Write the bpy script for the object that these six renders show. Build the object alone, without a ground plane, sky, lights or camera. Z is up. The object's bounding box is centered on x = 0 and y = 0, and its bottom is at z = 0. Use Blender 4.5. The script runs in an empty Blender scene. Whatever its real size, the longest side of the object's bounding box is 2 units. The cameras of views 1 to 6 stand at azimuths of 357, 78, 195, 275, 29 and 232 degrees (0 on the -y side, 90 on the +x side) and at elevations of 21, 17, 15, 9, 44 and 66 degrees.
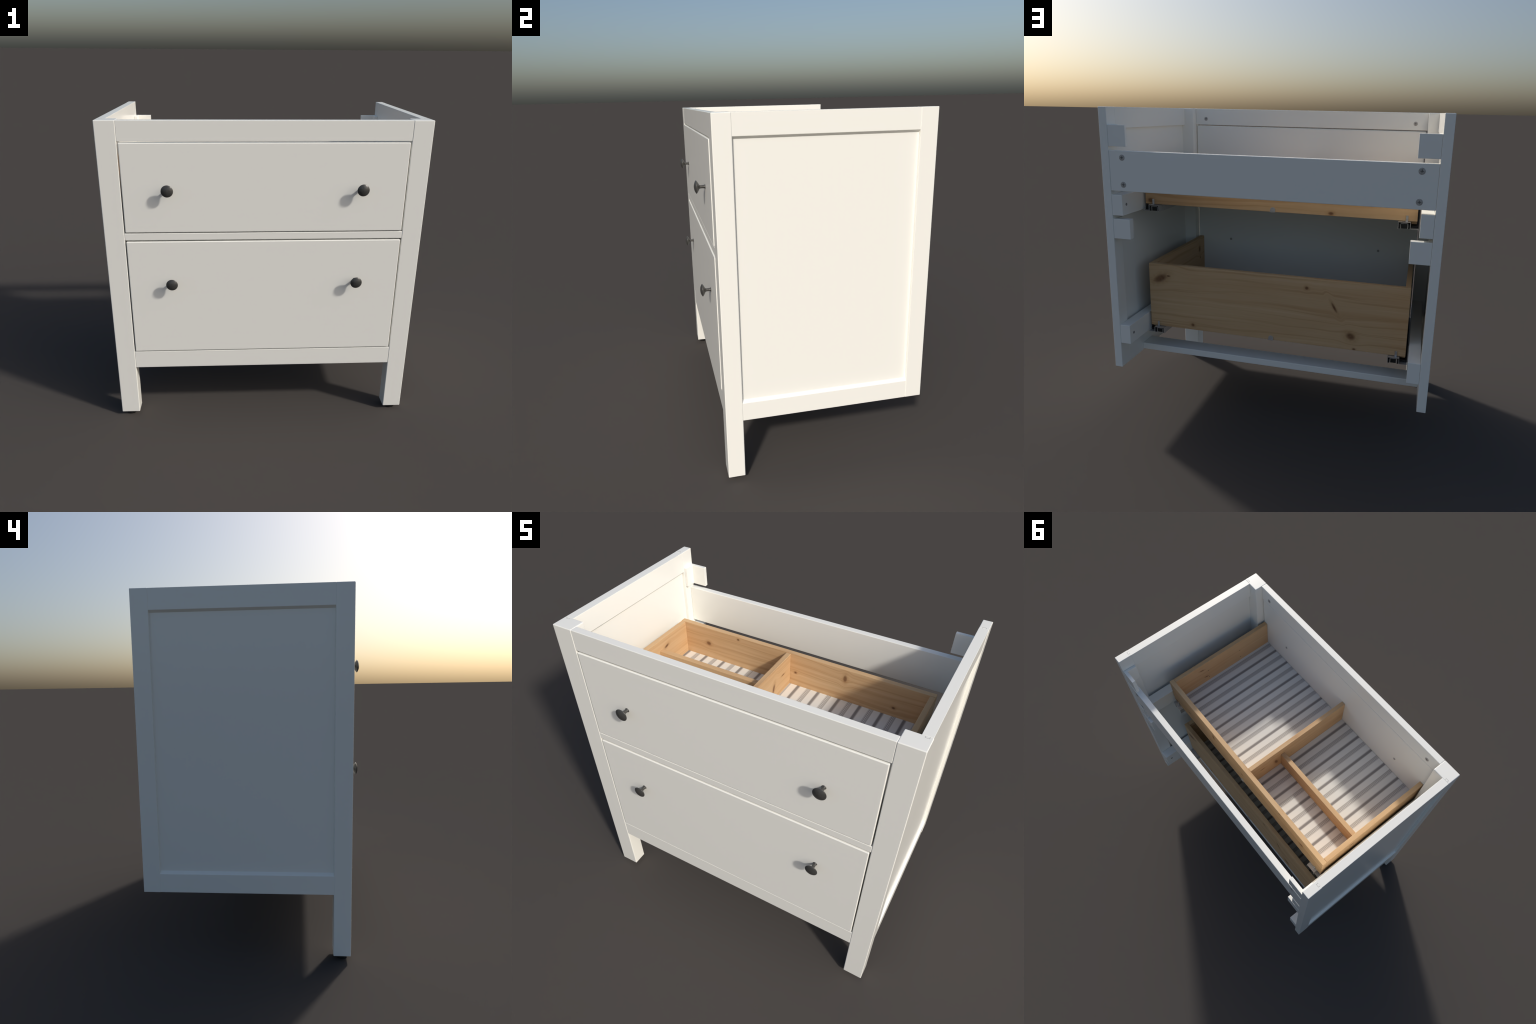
"""White painted washstand cabinet (two drawers, no top), built part by part.
Frame: metres, z up, front faces -y, longest side 2.00 m."""
import bpy, bmesh, math
from mathutils import Vector

COL = bpy.context.scene.collection

# ------------------------------------------------------------------ sizes
LEG_IN, LEG_OUT = 0.852, 0.9728          # front legs, |x|
FRONT, LEG_BACK = -0.537, -0.442        # front plane, back of the legs (y)
SIDE_IN, SIDE_OUT = 0.922, 0.9728        # side frame, |x|
STILE_FRONT, BACK = 0.508, 0.602        # back stiles (y)
TOP, BOTTOM, LEG_FOOT = 2.0, 0.380, 0.0275
BOX_X, WALL = 0.837, 0.032              # drawer box half width, board thickness
BOX_BACK, BOX_FRONT = 0.354, -0.496
KNOB_X = 0.576


# ------------------------------------------------------------------ materials
class Nodes:
    """Small helper that writes a node tree as expressions."""

    def __init__(self, name):
        self.mat = bpy.data.materials.new(name)
        self.mat.use_nodes = True
        self.t = self.mat.node_tree
        self.t.nodes.clear()
        self.out = self.t.nodes.new("ShaderNodeOutputMaterial")
        self.bsdf = self.t.nodes.new("ShaderNodeBsdfPrincipled")
        self.t.links.new(self.bsdf.outputs[0], self.out.inputs[0])
        self.coord = self.t.nodes.new("ShaderNodeTexCoord").outputs["Object"]

    def put(self, socket, value):
        if hasattr(value, "is_output"):
            self.t.links.new(value, socket)
        else:
            socket.default_value = value

    def math(self, op, a, b=0.0, c=0.0):
        n = self.t.nodes.new("ShaderNodeMath")
        n.operation = op
        for s, v in zip(n.inputs, (a, b, c)):
            self.put(s, v)
        return n.outputs[0]

    def mapped(self, scale, loc=(0, 0, 0), vec=None):
        n = self.t.nodes.new("ShaderNodeMapping")
        n.inputs["Scale"].default_value = scale
        n.inputs["Location"].default_value = loc
        self.put(n.inputs["Vector"], vec or self.coord)
        return n.outputs[0]

    def noise(self, vec, scale, detail=3.0, rough=0.5, dist=0.0):
        n = self.t.nodes.new("ShaderNodeTexNoise")
        self.put(n.inputs["Vector"], vec)
        n.inputs["Scale"].default_value = scale
        n.inputs["Detail"].default_value = detail
        n.inputs["Roughness"].default_value = rough
        n.inputs["Distortion"].default_value = dist
        return n.outputs["Fac"]

    def ramp(self, fac, stops):
        n = self.t.nodes.new("ShaderNodeValToRGB")
        el = n.color_ramp.elements
        while len(el) < len(stops):
            el.new(0.5)
        for e, (p, c) in zip(el, stops):
            e.position, e.color = p, (*c, 1)
        self.put(n.inputs[0], fac)
        return n.outputs[0]

    def smooth(self, x, lo, hi, a=0.0, b=1.0):
        n = self.t.nodes.new("ShaderNodeMapRange")
        n.interpolation_type = "SMOOTHSTEP"
        for s, v in zip(n.inputs, (x, lo, hi, a, b)):
            self.put(s, v)
        return n.outputs[0]

    def mix(self, fac, a, b, blend="MIX"):
        n = self.t.nodes.new("ShaderNodeMix")
        n.data_type, n.blend_type = "RGBA", blend
        self.put(n.inputs[0], fac)
        for s, v in ((n.inputs[6], a), (n.inputs[7], b)):
            self.put(s, v if hasattr(v, "is_output") else (*v, 1))
        return n.outputs[2]

    def vec(self, op, a, b):
        n = self.t.nodes.new("ShaderNodeVectorMath")
        n.operation = op
        self.put(n.inputs[0], a)
        if b is not None:
            self.put(n.inputs[1], b)
        return n.outputs["Value"] if op in ("LENGTH", "DISTANCE", "DOT_PRODUCT") else n.outputs[0]

    def split(self, v=None):
        n = self.t.nodes.new("ShaderNodeSeparateXYZ")
        self.put(n.inputs[0], v or self.coord)
        return n.outputs

    def bump(self, height, strength, distance):
        n = self.t.nodes.new("ShaderNodeBump")
        n.inputs["Strength"].default_value = strength
        n.inputs["Distance"].default_value = distance
        self.put(n.inputs["Height"], height)
        self.put(self.bsdf.inputs["Normal"], n.outputs[0])

    def finish(self, colour, rough=0.5, metal=0.0, spec=0.5):
        self.put(self.bsdf.inputs["Base Color"], colour if hasattr(colour, "is_output") else (*colour, 1))
        self.put(self.bsdf.inputs["Roughness"], rough)
        self.bsdf.inputs["Metallic"].default_value = metal
        self.bsdf.inputs["Specular IOR Level"].default_value = spec
        return self.mat


def paint(name, axis):
    """White satin paint; faint brushed streaks run along the board."""
    m = Nodes(name)
    s = [55.0, 55.0, 55.0]
    s["xyz".index(axis)] = 2.0
    streak = m.noise(m.mapped(s), 1.0, 2, 0.5)
    cloud = m.noise(m.mapped((3, 3, 3), (4, 1, 7)), 1.0, 3, 0.5)
    base = m.ramp(streak, [(0.2, PAINT_LOW), (0.5, PAINT)])
    col = m.mix(m.smooth(cloud, 0.45, 0.75, 0.0, 0.15), base, PAINT_GREY)
    return m.finish(col, 0.2, 0.0, 0.5)


PAINT = (0.976, 0.969, 0.907)
PAINT_LOW = (0.974, 0.967, 0.905)
PAINT_GREY = (0.970, 0.964, 0.904)
PINE = (0.70, 0.465, 0.25)
PINE_LIGHT = (0.745, 0.515, 0.295)
PINE_DARK = (0.58, 0.345, 0.17)
KNOT = (0.165, 0.065, 0.027)


def pine(name, axis, face, seed, knots=(), marks=()):
    """Pine board. axis: grain direction, face: normal of the wide face.
    knots: (along, across, half length, half height, tilt); marks: small dark pin holes."""
    m = Nodes(name)
    ai, fi = "xyz".index(axis), "xyz".index(face)
    ci = 3 - ai - fi
    xyz = m.split()
    along, across = xyz[ai], xyz[ci]
    # knots bend the grain: push the across coordinate away near each knot
    pull, dark, halo = None, None, None
    for ka, kc, ra, rc, tilt in knots:
        da, dc = m.math("SUBTRACT", along, ka), m.math("SUBTRACT", across, kc)
        ct, st = math.cos(tilt), math.sin(tilt)
        p = m.math("DIVIDE", m.math("ADD", m.math("MULTIPLY", da, ct), m.math("MULTIPLY", dc, st)), ra)
        q = m.math("DIVIDE", m.math("SUBTRACT", m.math("MULTIPLY", dc, ct), m.math("MULTIPLY", da, st)), rc)
        d = m.math("SQRT", m.math("ADD", m.math("MULTIPLY", p, p), m.math("MULTIPLY", q, q)))
        core = m.smooth(d, 0.35, 1.1, 1.0, 0.0)
        ring = m.smooth(d, 0.5, 2.2, 1.0, 0.0)
        far = m.math("MULTIPLY", m.math("MULTIPLY", m.smooth(d, 0.0, 4.0, 1.0, 0.0), dc), 0.6)
        dark = core if dark is None else m.math("MAXIMUM", dark, core)
        halo = ring if halo is None else m.math("MAXIMUM", halo, ring)
        pull = far if pull is None else m.math("ADD", pull, far)
    if pull is not None:
        across_b = m.math("SUBTRACT", across, pull)
    else:
        across_b = across
    cx = m.t.nodes.new("ShaderNodeCombineXYZ")
    m.put(cx.inputs[0], along)
    m.put(cx.inputs[1], across_b)
    m.put(cx.inputs[2], m.math("ADD", xyz[fi], seed * 3.7))
    v = cx.outputs[0]
    bend = m.noise(m.mapped((1.3, 5, 5), (seed, 0, 0), v), 1.0, 2, 0.5)
    warped = m.t.nodes.new("ShaderNodeCombineXYZ")
    m.put(warped.inputs[0], m.math("MULTIPLY", along, 0.55))
    m.put(warped.inputs[1], m.math("ADD", m.math("MULTIPLY", across_b, 48.0), m.math("MULTIPLY", bend, 4.0)))
    m.put(warped.inputs[2], m.math("MULTIPLY", m.math("ADD", xyz[fi], seed), 9.0))
    rings = m.noise(warped.outputs[0], 1.0, 3, 0.55, 0.2)
    fibre = m.noise(m.mapped((5, 260, 260), (0, 0, seed), v), 1.0, 3, 0.6)
    cloud = m.noise(m.mapped((2.2, 7, 7), (seed * 2, 0, 0), v), 1.0, 2, 0.5)
    col = m.ramp(rings, [(0.28, PINE_LIGHT), (0.45, PINE), (0.55, PINE), (0.66, PINE_DARK), (0.74, PINE)])
    streak = m.noise(m.mapped((0.9, 30, 30), (seed * 1.7, seed, 0), v), 1.0, 2, 0.5)
    col = m.mix(m.smooth(streak, 0.52, 0.72, 0.0, 0.42), col, (0.60, 0.335, 0.155))
    col = m.mix(m.smooth(cloud, 0.4, 0.75, 0.0, 0.4), col, (0.63, 0.38, 0.185))
    col = m.mix(m.smooth(fibre, 0.35, 0.7, 0.0, 0.22), col, PINE_DARK)
    if dark is not None:
        rough_edge = m.noise(m.mapped((60, 60, 60)), 1.0, 2, 0.5)
        halo = m.math("MULTIPLY", halo, m.smooth(rough_edge, 0.2, 0.7, 0.2, 0.6))
        col = m.mix(halo, col, (0.46, 0.24, 0.095))
        col = m.mix(m.math("MULTIPLY", dark, m.smooth(rough_edge, 0.2, 0.75, 0.95, 0.7)), col, KNOT)
    for ka, kc, r in marks:
        da, dc = m.math("SUBTRACT", along, ka), m.math("SUBTRACT", across, kc)
        d = m.math("SQRT", m.math("ADD", m.math("MULTIPLY", da, da), m.math("MULTIPLY", dc, dc)))
        col = m.mix(m.smooth(d, r * 0.5, r, 0.8, 0.0), col, (0.07, 0.045, 0.03))
    m.bump(fibre, 0.08, 0.001)
    return m.finish(col, 0.55, 0.0, 0.3)


def striped_foil(name):
    """Drawer bottom printed with a ticking stripe: one broad soft stripe and one
    group of fine lines per repeat."""
    m = Nodes(name)
    x = m.split()[0]
    wob = m.noise(m.mapped((4, 1.2, 1)), 1.0, 2, 0.5)
    x = m.math("ADD", x, m.math("MULTIPLY", m.math("SUBTRACT", wob, 0.5), 0.003))
    ph = m.math("MULTIPLY", m.math("FRACT", m.math("DIVIDE", m.math("ADD", x, 8 * 0.1363 - 0.7025 + 0.034), 0.1363)), 0.1363)

    def line(centre, half, soft, amount):
        d = m.math("ABSOLUTE", m.math("SUBTRACT", ph, centre))
        return m.smooth(d, half, half + soft, amount, 0.0)
    col = m.mix(m.noise(m.mapped((300, 300, 1)), 1.0, 2, 0.5), (0.835, 0.825, 0.77), (0.865, 0.855, 0.80))
    t, f = 0.034, 0.034 + 0.0685
    grey, ink = (0.42, 0.39, 0.37), (0.17, 0.155, 0.15)
    # broad stripe: dark core fading to a grey shoulder
    col = m.mix(line(t, 0.0075, 0.0085, 0.60), col, grey)
    col = m.mix(line(t - 0.001, 0.0040, 0.0080, 0.74), col, ink)
    # fine group: soft line, two hairlines, soft line
    col = m.mix(line(f, 0.012, 0.004, 0.10), col, grey)
    col = m.mix(line(f - 0.0120, 0.0018, 0.0035, 0.45), col, grey)
    col = m.mix(line(f + 0.0105, 0.0032, 0.0040, 0.60), col, (0.30, 0.275, 0.26))
    for off in (-0.0060, 0.0015):
        col = m.mix(line(f + off, 0.0009, 0.0019, 0.78), col, ink)
    return m.finish(col, 0.6, 0.0, 0.2)


def plain(name, colour, rough, metal=0.0, spec=0.5, grain=0.0):
    m = Nodes(name)
    c = colour
    n = m.noise(m.mapped((1, 1, 1)), 90.0, 3, 0.6)
    if grain:
        c = m.mix(m.smooth(n, 0.3, 0.7), tuple(v * (1 - grain) for v in colour), tuple(min(1, v * (1 + grain)) for v in colour))
    return m.finish(c, rough, metal, spec)


PAINT_X, PAINT_Y, PAINT_Z = paint("white_paint_x", "x"), paint("white_paint_y", "y"), paint("white_paint_z", "z")
KNOB_MAT = plain("dark_pewter", (0.078, 0.077, 0.073), 0.34, 0.35, 0.5, 0.12)
GLIDE_MAT = plain("black_plastic", (0.012, 0.012, 0.012), 0.5)
ZINC = plain("galvanised_steel", (0.60, 0.59, 0.58), 0.35, 0.6, 0.5, 0.08)
SCREW = plain("screw_steel", (0.46, 0.44, 0.41), 0.5, 0.2, 0.5, 0.2)
SLOT = plain("screw_recess", (0.10, 0.095, 0.09), 0.7)
GAP = plain("joint_shadow_gap", (0.25, 0.24, 0.23), 0.8)
FOIL = striped_foil("striped_foil")


# ------------------------------------------------------------------ geometry
def finish_object(name, bm, mat, parent, smooth=True, weighted=True):
    me = bpy.data.meshes.new(name)
    bmesh.ops.recalc_face_normals(bm, faces=bm.faces)
    bm.to_mesh(me)
    bm.free()
    me.materials.append(mat)
    if smooth:
        me.polygons.foreach_set("use_smooth", [True] * len(me.polygons))
    ob = bpy.data.objects.new(name, me)
    COL.objects.link(ob)
    ob.parent = parent
    if smooth and weighted:
        mod = ob.modifiers.new("weighted_normals", "WEIGHTED_NORMAL")
        mod.weight = 100
        mod.keep_sharp = True
    return ob


def board(name, x, y, z, mat, parent, bevel=0.003, segments=3):
    """Rectangular board between the given extents with rounded edges."""
    bm = bmesh.new()
    bmesh.ops.create_cube(bm, size=1.0)
    lo = Vector((min(x), min(y), min(z)))
    hi = Vector((max(x), max(y), max(z)))
    for v in bm.verts:
        v.co = Vector(lo[i] + (v.co[i] + 0.5) * (hi[i] - lo[i]) for i in range(3))
    if bevel:
        bmesh.ops.bevel(bm, geom=bm.edges[:], offset=bevel, segments=segments, profile=0.5, affect="EDGES")
    return finish_object(name, bm, mat, parent)


def prism(name, section, axis, lo, hi, mat, parent, bevel=0.0015):
    """Extrude a closed cross-section (list of 2D points) along an axis."""
    i = "xyz".index(axis)
    bm = bmesh.new()

    def point(p, t):
        c = list(p)
        c.insert(i, t)
        return Vector(c)
    a = [bm.verts.new(point(p, lo)) for p in section]
    b = [bm.verts.new(point(p, hi)) for p in section]
    n = len(section)
    bm.faces.new(a)
    bm.faces.new(b[::-1])
    for k in range(n):
        bm.faces.new((a[k], a[(k + 1) % n], b[(k + 1) % n], b[k]))
    if bevel:
        bmesh.ops.recalc_face_normals(bm, faces=bm.faces)
        bmesh.ops.bevel(bm, geom=bm.edges[:], offset=bevel, segments=2, profile=0.5, affect="EDGES")
    return finish_object(name, bm, mat, parent)


def turned(name, profile, origin, direction, mat, parent, steps=40):
    """Solid of revolution: profile of (distance along the axis, radius)."""
    d = Vector(direction).normalized()
    u = d.orthogonal().normalized()
    w = d.cross(u)
    o = Vector(origin)
    bm = bmesh.new()
    rings = []
    for t, r in profile:
        if r < 1e-6:
            rings.append([bm.verts.new(o + d * t)])
        else:
            rings.append([bm.verts.new(o + d * t + (u * math.cos(k * math.tau / steps) + w * math.sin(k * math.tau / steps)) * r) for k in range(steps)])
    for p, q in zip(rings, rings[1:]):
        for k in range(steps):
            j = (k + 1) % steps
            if len(p) == 1:
                bm.faces.new((p[0], q[k], q[j]))
            elif len(q) == 1:
                bm.faces.new((p[k], p[j], q[0]))
            else:
                bm.faces.new((p[k], p[j], q[j], q[k]))
    if len(rings[0]) > 1:
        bm.faces.new(rings[0])
    if len(rings[-1]) > 1:
        bm.faces.new(rings[-1])
    ob = finish_object(name, bm, mat, parent, weighted=False)
    ob.data.set_sharp_from_angle(angle=math.radians(42))
    return ob


def spread(points, per=6):
    """Catmull-Rom through hand-placed profile points."""
    out = []
    for i in range(len(points) - 1):
        p = [points[max(0, min(len(points) - 1, i + k))] for k in (-1, 0, 1, 2)]
        for s in range(per):
            t = s / per
            out.append(tuple(0.5 * (2 * p[1][k] + (p[2][k] - p[0][k]) * t + (2 * p[0][k] - 5 * p[1][k] + 4 * p[2][k] - p[3][k]) * t * t
                                    + (3 * p[1][k] - p[0][k] - 3 * p[2][k] + p[3][k]) * t ** 3) for k in (0, 1)))
    return out + [points[-1]]


def empty(name, parent=None, loc=(0, 0, 0)):
    ob = bpy.data.objects.new(name, None)
    COL.objects.link(ob)
    ob.parent = parent
    return ob


def screw(origin, direction, radius, parent, proud=0.002, cross=True):
    head = turned("screw", [(-0.004, radius), (proud * 0.5, radius), (proud, radius * 0.88), (proud * 1.1, radius * 0.5), (proud * 1.1, 0)],
                  origin, direction, SCREW, parent, 24)
    if cross:
        o, d = Vector(origin), Vector(direction)
        for a in (0, 1):
            bm = bmesh.new()
            bmesh.ops.create_cube(bm, size=1.0)
            u = Vector((0, 0, 1)) if a else d.cross(Vector((0, 0, 1)))
            w = d.cross(u)
            for v in bm.verts:
                k = v.co.copy()
                v.co = o + d * (proud * 1.1 + k.z * 0.0010 + a * 0.0002) + u * (k.x * radius * 1.0) + w * (k.y * radius * 0.18)
            finish_object("screw_slot", bm, SLOT, head, smooth=False)
    return head


# ------------------------------------------------------------------ cabinet
cabinet = empty("washstand_cabinet")
cabinet["label"] = "white painted two-drawer washstand cabinet without a top"
cabinet["category"] = "cabinet"


def side(s, a, b):
    return (s * a, s * b)


def joint_outline(s, y, toward, parent):
    """Dark hairline of the loose tenon that shows on the end grain (a small U)."""
    bm = bmesh.new()
    z = TOP + 0.0003
    y2 = y + toward * 0.011
    bars = [((s * 0.939, y2), (s * 0.957, y2)), ((s * 0.939, y), (s * 0.939, y2)), ((s * 0.957, y), (s * 0.957, y2))]
    h = 0.0005
    for (xa, ya), (xb, yb) in bars:
        x0, x1, ya, yb = min(xa, xb) - h, max(xa, xb) + h, min(ya, yb) - h, max(ya, yb) + h
        vs = [bm.verts.new((px, py, pz)) for pz in (z - 0.002, z) for px, py in ((x0, ya), (x1, ya), (x1, yb), (x0, yb))]
        for f in ((4, 5, 6, 7), (0, 1, 5, 4), (1, 2, 6, 5), (2, 3, 7, 6), (3, 0, 4, 7), (3, 2, 1, 0)):
            bm.faces.new([vs[k] for k in f])
    ob = finish_object("joint_outline", bm, GAP, parent, smooth=False)
    return ob


for s in (1, -1):
    leg = board("leg", side(s, LEG_IN, LEG_OUT), (FRONT, LEG_BACK), (LEG_FOOT, TOP), PAINT_Z, cabinet, 0.0045)
    turned("foot_glide", [(0, 0.030), (0.004, 0.035), (LEG_FOOT + 0.003, 0.036)], (s * 0.912, -0.489, 0), (0, 0, 1), GLIDE_MAT, leg, 32)
    joint_outline(s, LEG_BACK - 0.004, -1, leg)
    stile = board("back_stile", side(s, SIDE_IN, SIDE_OUT), (STILE_FRONT, BACK), (BOTTOM, TOP), PAINT_Z, cabinet, 0.003)
    joint_outline(s, STILE_FRONT + 0.001, 1, stile)

    # side frame: rails with a sloping inner edge, sunk panel between them
    out, panel_out, panel_in = 0.9710, 0.9552, 0.942
    e = 0.0004
    prism("side_rail", [(s * SIDE_IN, TOP - e), (s * out, TOP - e), (s * out, 1.891), (s * (panel_out - 0.001), 1.878), (s * SIDE_IN, 1.878)],
          "y", LEG_BACK - 0.001, STILE_FRONT + 0.001, PAINT_Y, cabinet)
    prism("side_rail", [(s * SIDE_IN, BOTTOM + e), (s * out, BOTTOM + e), (s * out, 0.485), (s * (panel_out - 0.001), 0.501), (s * SIDE_IN, 0.501)],
          "y", LEG_BACK - 0.001, STILE_FRONT + 0.001, PAINT_Y, cabinet)
    board("side_panel", side(s, panel_in, panel_out), (LEG_BACK - 0.01, STILE_FRONT + 0.01), (0.46, 1.92), PAINT_Z, cabinet, 0)

    # blocks that carry the drawer slides
    for z in (1.376, 0.549):
        block = board("runner_block", side(s, 0.853, 0.9212), (LEG_BACK + 0.001, BACK - 0.001), (z, z + 0.124), PAINT_Y, cabinet, 0.002)
        turned("dowel_hole", [(0, 0.009), (0.001, 0.0085), (0.0012, 0)], (s * 0.853, 0.556, z + 0.063), (-s, 0, 0), GAP, block, 20)

    # angled wall brackets at the back
    for z in (1.780, 1.234):
        back_of = 0.577 if z > 1.5 else 0.560
        prism("wall_bracket", [(s * 0.9215, 0.513), (s * 0.9215, 0.600), (s * 0.811, 0.600), (s * 0.811, back_of), (s * 0.903, back_of), (s * 0.903, 0.513)],
              "z", z, z + 0.121, PAINT_X, cabinet, 0.002)

rail_y = (FRONT + 0.001, -0.494)
top_rail = board("front_rail", (-LEG_IN, LEG_IN), rail_y, (1.8825, TOP - 0.0004), PAINT_X, cabinet, 0.003)
board("front_rail", (-LEG_IN, LEG_IN), (FRONT + 0.0005, -0.421), (1.285, 1.3305), PAINT_X, cabinet, 0.004)
board("front_rail", (-LEG_IN, LEG_IN), rail_y, (0.3835, 0.5050), PAINT_X, cabinet, 0.003)
for s in (1, -1):
    screw((s * 0.770, -0.494, 1.926), (0, 1, 0), 0.014, top_rail)

beam = board("back_beam", (-SIDE_IN + 0.0005, SIDE_IN - 0.0005), (0.5605, BACK - 0.002), (1.523, 1.757), PAINT_X, cabinet, 0.003)
for s in (1, -1):
    for z in (1.718, 1.562):
        screw((s * 0.838, BACK - 0.002, z), (0, 1, 0), 0.0175, beam, 0.0014)
board("bottom_stretcher", (-SIDE_IN + 0.0005, SIDE_IN - 0.0005), (0.209, 0.332), (0.389, 0.4325), PAINT_X, cabinet, 0.003)


# ------------------------------------------------------------------ drawers
KNOB_PROFILE = spread([(0.0, 0.0145), (0.003, 0.0135), (0.008, 0.0098), (0.018, 0.0088), (0.030, 0.0092), (0.036, 0.0120),
                       (0.041, 0.0215), (0.047, 0.0310), (0.0505, 0.0352)], 4) + \
    spread([(0.0525, 0.0362), (0.0545, 0.0350), (0.059, 0.0275), (0.0635, 0.0150), (0.0655, 0.0)], 5)


def slide(s, z, parent):
    """Under-mount drawer slide: wall angle, outer hat channel, inner channel, hook."""
    bm = bmesh.new()

    def bar(x0, x1, y0, y1, z0, z1):
        vs = [bm.verts.new((s * x, y, zz)) for zz in (z0, z1) for x, y in ((x0, y0), (x1, y0), (x1, y1), (x0, y1))]
        for f in ((4, 5, 6, 7), (0, 1, 5, 4), (1, 2, 6, 5), (2, 3, 7, 6), (3, 0, 4, 7), (3, 2, 1, 0)):
            bm.faces.new([vs[k] for k in f])
    y0, y1 = -0.40, 0.372
    t = 0.0025
    bar(0.8485, 0.8525, y0, 0.335, z - 0.042, z + 0.066)         # wall angle, upright
    bar(0.800, 0.8486, y0, y1, z - 0.0425, z - 0.0395)        # wall angle, foot
    bar(0.8005, 0.8005 + t, y0, y1 + 0.008, z - 0.040, z - 0.003)   # outer channel
    bar(0.734, 0.734 + t, y0, y1 + 0.008, z - 0.044, z - 0.003)
    bar(0.734, 0.803, y0, y1 + 0.008, z - 0.0045, z - 0.002)
    bar(0.786, 0.786 + t, y0, y1, z - 0.042, z - 0.010)       # inner channel
    bar(0.747, 0.747 + t, y0, y1, z - 0.042, z - 0.010)
    bar(0.747, 0.7885, y0, y1, z - 0.0125, z - 0.010)
    bar(0.774, 0.787, BOX_BACK + 0.002, y1 + 0.006, z - 0.0022, z + 0.001)   # hook
    bar(0.774, 0.787, BOX_BACK + 0.0015, BOX_BACK + 0.006, z - 0.002, z + 0.032)
    rail = finish_object("drawer_slide", bm, ZINC, parent, smooth=False)
    for x0, x1, yy in ((0.7375, 0.7460, y1 + 0.002), (0.7905, 0.7995, y1 + 0.002), (0.7515, 0.7840, y1 - 0.004)):
        board("slide_buffer", side(s, x0, x1), (y0 + 0.02, yy), (z - 0.041, z - 0.0135), GLIDE_MAT, rail, 0.001, 1)
    board("slide_buffer", side(s, 0.806, 0.846), (y0 + 0.02, y1 - 0.03), (z - 0.038, z - 0.026), GLIDE_MAT, rail, 0.001, 1)
    return rail


def clip(z, parent):
    """Little arched steel clip under the middle of the drawer back."""
    pts = [(-0.016, z), (0.016, z)] + [(0.016 * math.cos(a), z + 0.015 + 0.016 * math.sin(a)) for a in [k * math.pi / 14 for k in range(15)]]
    prism("bottom_clip", pts, "y", BOX_BACK - 0.001, BOX_BACK + 0.005, ZINC, parent, 0.001)


def drawer(z_front, z_back, z_side, z_floor, knob_z, seed, back_knots, side_knots, marks):
    d = empty("drawer", cabinet)
    front = board("drawer_front", (-0.845, 0.845), (FRONT - 0.003, BOX_FRONT - 0.0005), z_front, PAINT_X, d, 0.0055, 4)
    for s in (1, -1):
        turned("knob", KNOB_PROFILE, (s * KNOB_X, FRONT + 0.0006, knob_z), (0, -1, 0), KNOB_MAT, d)
        turned("knob_bolt", [(-0.003, 0.0095), (0.001, 0.009), (0.004, 0.006), (0.0052, 0.0)], (s * KNOB_X, BOX_FRONT, knob_z), (0, 1, 0), SCREW, d, 24)
    board("drawer_back", (-BOX_X, BOX_X), (BOX_BACK - WALL, BOX_BACK), z_back, pine("pine_back", "x", "y", seed, back_knots), d, 0.0025)
    for s in (1, -1):
        board("drawer_side", side(s, BOX_X - WALL, BOX_X - 0.0008), (BOX_FRONT + 0.0005, BOX_BACK - WALL - 0.0005), (z_side[0], z_side[1]),
              pine("pine_side", "y", "x", seed + 1.3 + s, side_knots[s], marks[s]), d, 0.0025)
    board("drawer_bottom", (-BOX_X + WALL - 0.005, BOX_X - WALL + 0.005), (BOX_FRONT + 0.001, BOX_BACK - WALL + 0.005), (z_floor - 0.015, z_floor), FOIL, d, 0)
    for s in (1, -1):
        slide(s, z_back[0], d)
    clip(z_back[0] - 0.002, d)
    return d


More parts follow.
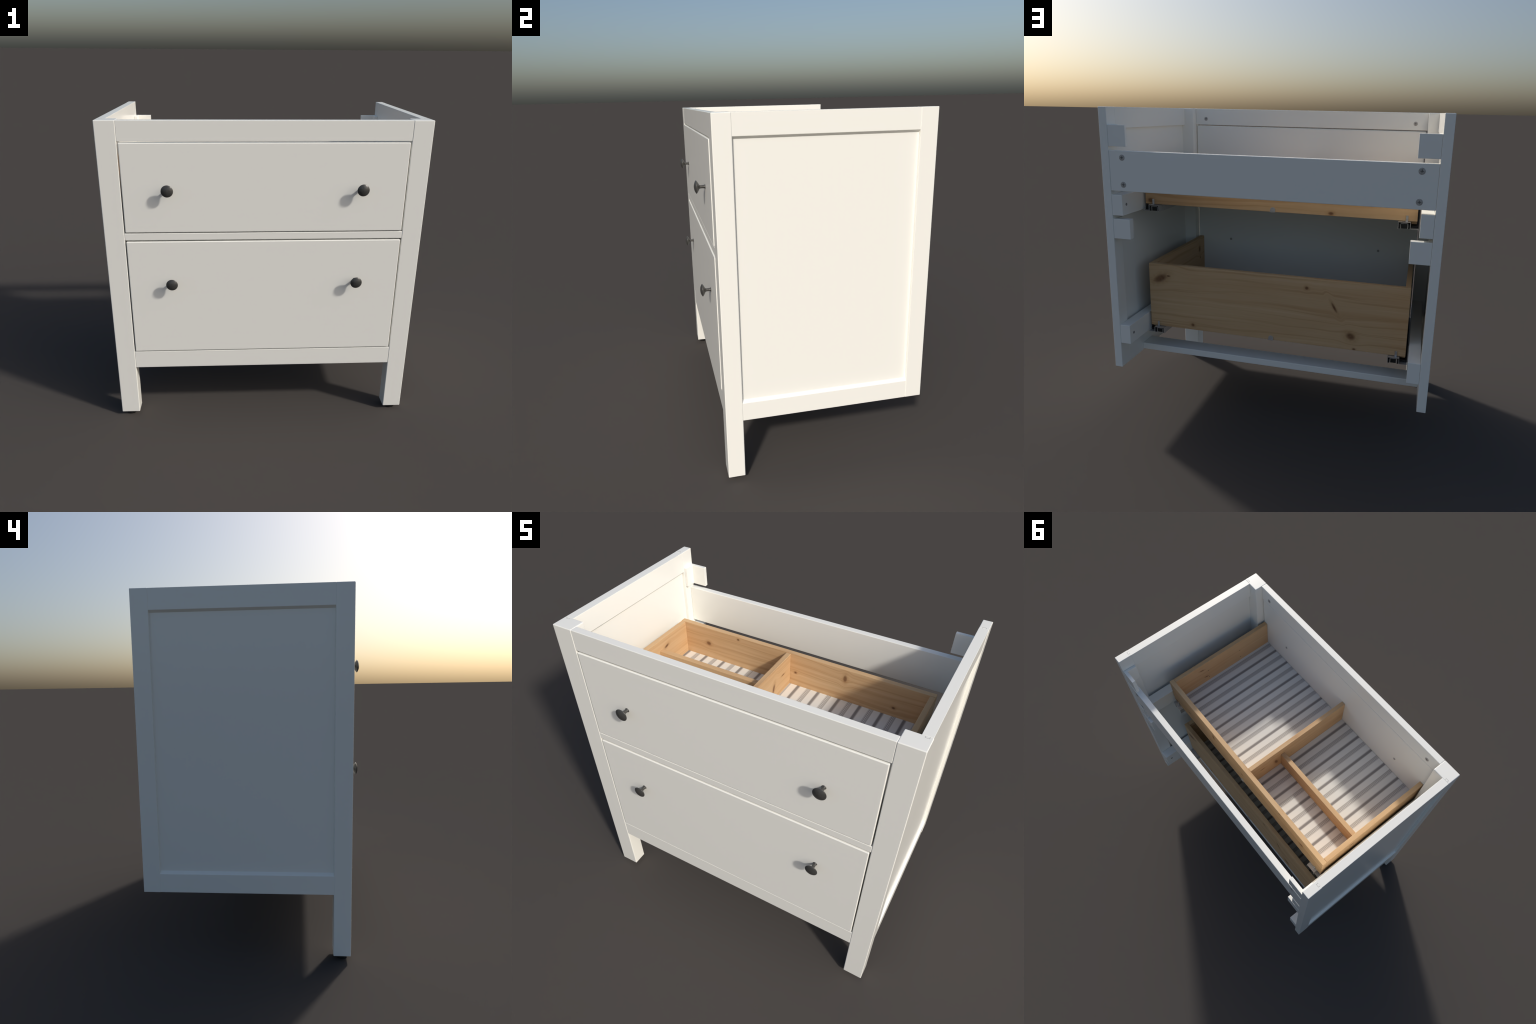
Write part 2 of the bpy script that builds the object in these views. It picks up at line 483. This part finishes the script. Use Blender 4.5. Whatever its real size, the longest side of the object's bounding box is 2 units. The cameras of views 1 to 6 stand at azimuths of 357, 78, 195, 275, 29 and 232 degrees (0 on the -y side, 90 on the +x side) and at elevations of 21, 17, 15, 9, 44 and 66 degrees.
upper = drawer((1.336, 1.875), (1.413, 1.650), (1.392, 1.648), 1.437, 1.604, 1.0,
               [(-0.635, 1.541, 0.020, 0.016, 0.0), (-0.41, 1.632, 0.010, 0.008, 0.0), (-0.005, 1.526, 0.011, 0.009, 0.0),
                (0.314, 1.590, 0.014, 0.026, 0.0), (0.624, 1.496, 0.013, 0.010, 0.0), (-0.35, 1.427, 0.020, 0.012, 0.0), (0.80, 1.436, 0.024, 0.018, 0.0)],
               {1: [(0.106, 1.589, 0.022, 0.006, 0.2), (0.078, 1.493, 0.020, 0.006, 0.2)], -1: [(0.108, 1.584, 0.026, 0.010, 0.25)]},
               {1: [(0.055, 1.549, 0.005), (0.057, 1.473, 0.005), (-0.232, 1.550, 0.005), (-0.233, 1.473, 0.005)], -1: []})
lower = drawer((0.5105, 1.277), (0.588, 1.020), (0.566, 1.0195), 0.612, 1.009, 2.0,
               [(0.757, 0.923, 0.060, 0.028, -0.45), (0.700, 0.943, 0.016, 0.007, 0.0), (-0.222, 0.958, 0.014, 0.013, 0.0),
                (-0.395, 0.852, 0.042, 0.009, 1.05), (-0.504, 0.677, 0.034, 0.026, 0.4), (0.535, 0.621, 0.014, 0.013, 0.3), (-0.528, 0.596, 0.012, 0.008, 0.0)],
               {1: [(-0.40, 0.93, 0.018, 0.03, 0.0), (-0.41, 0.86, 0.008, 0.010, 0.0)], -1: [(0.22, 0.80, 0.02, 0.012, 0.0)]},
               {1: [], -1: []})

in_x, in_y = BOX_X - WALL, BOX_BACK - WALL
board("drawer_divider", (-0.072, -0.041), (BOX_FRONT + 0.001, in_y - 0.0005), (1.4365, 1.6478),
      pine("pine_divider", "y", "x", 5.0, [(0.112, 1.524, 0.014, 0.034, -0.3), (0.227, 1.555, 0.024, 0.005, 0.0)], [(-0.02, 1.50, 0.004)]), upper, 0.0025)
board("drawer_divider", (-in_x + 0.0005, -0.0725), (0.0395, 0.0715), (1.4365, 1.581), pine("pine_divider", "x", "y", 7.0, []), upper, 0.0025)
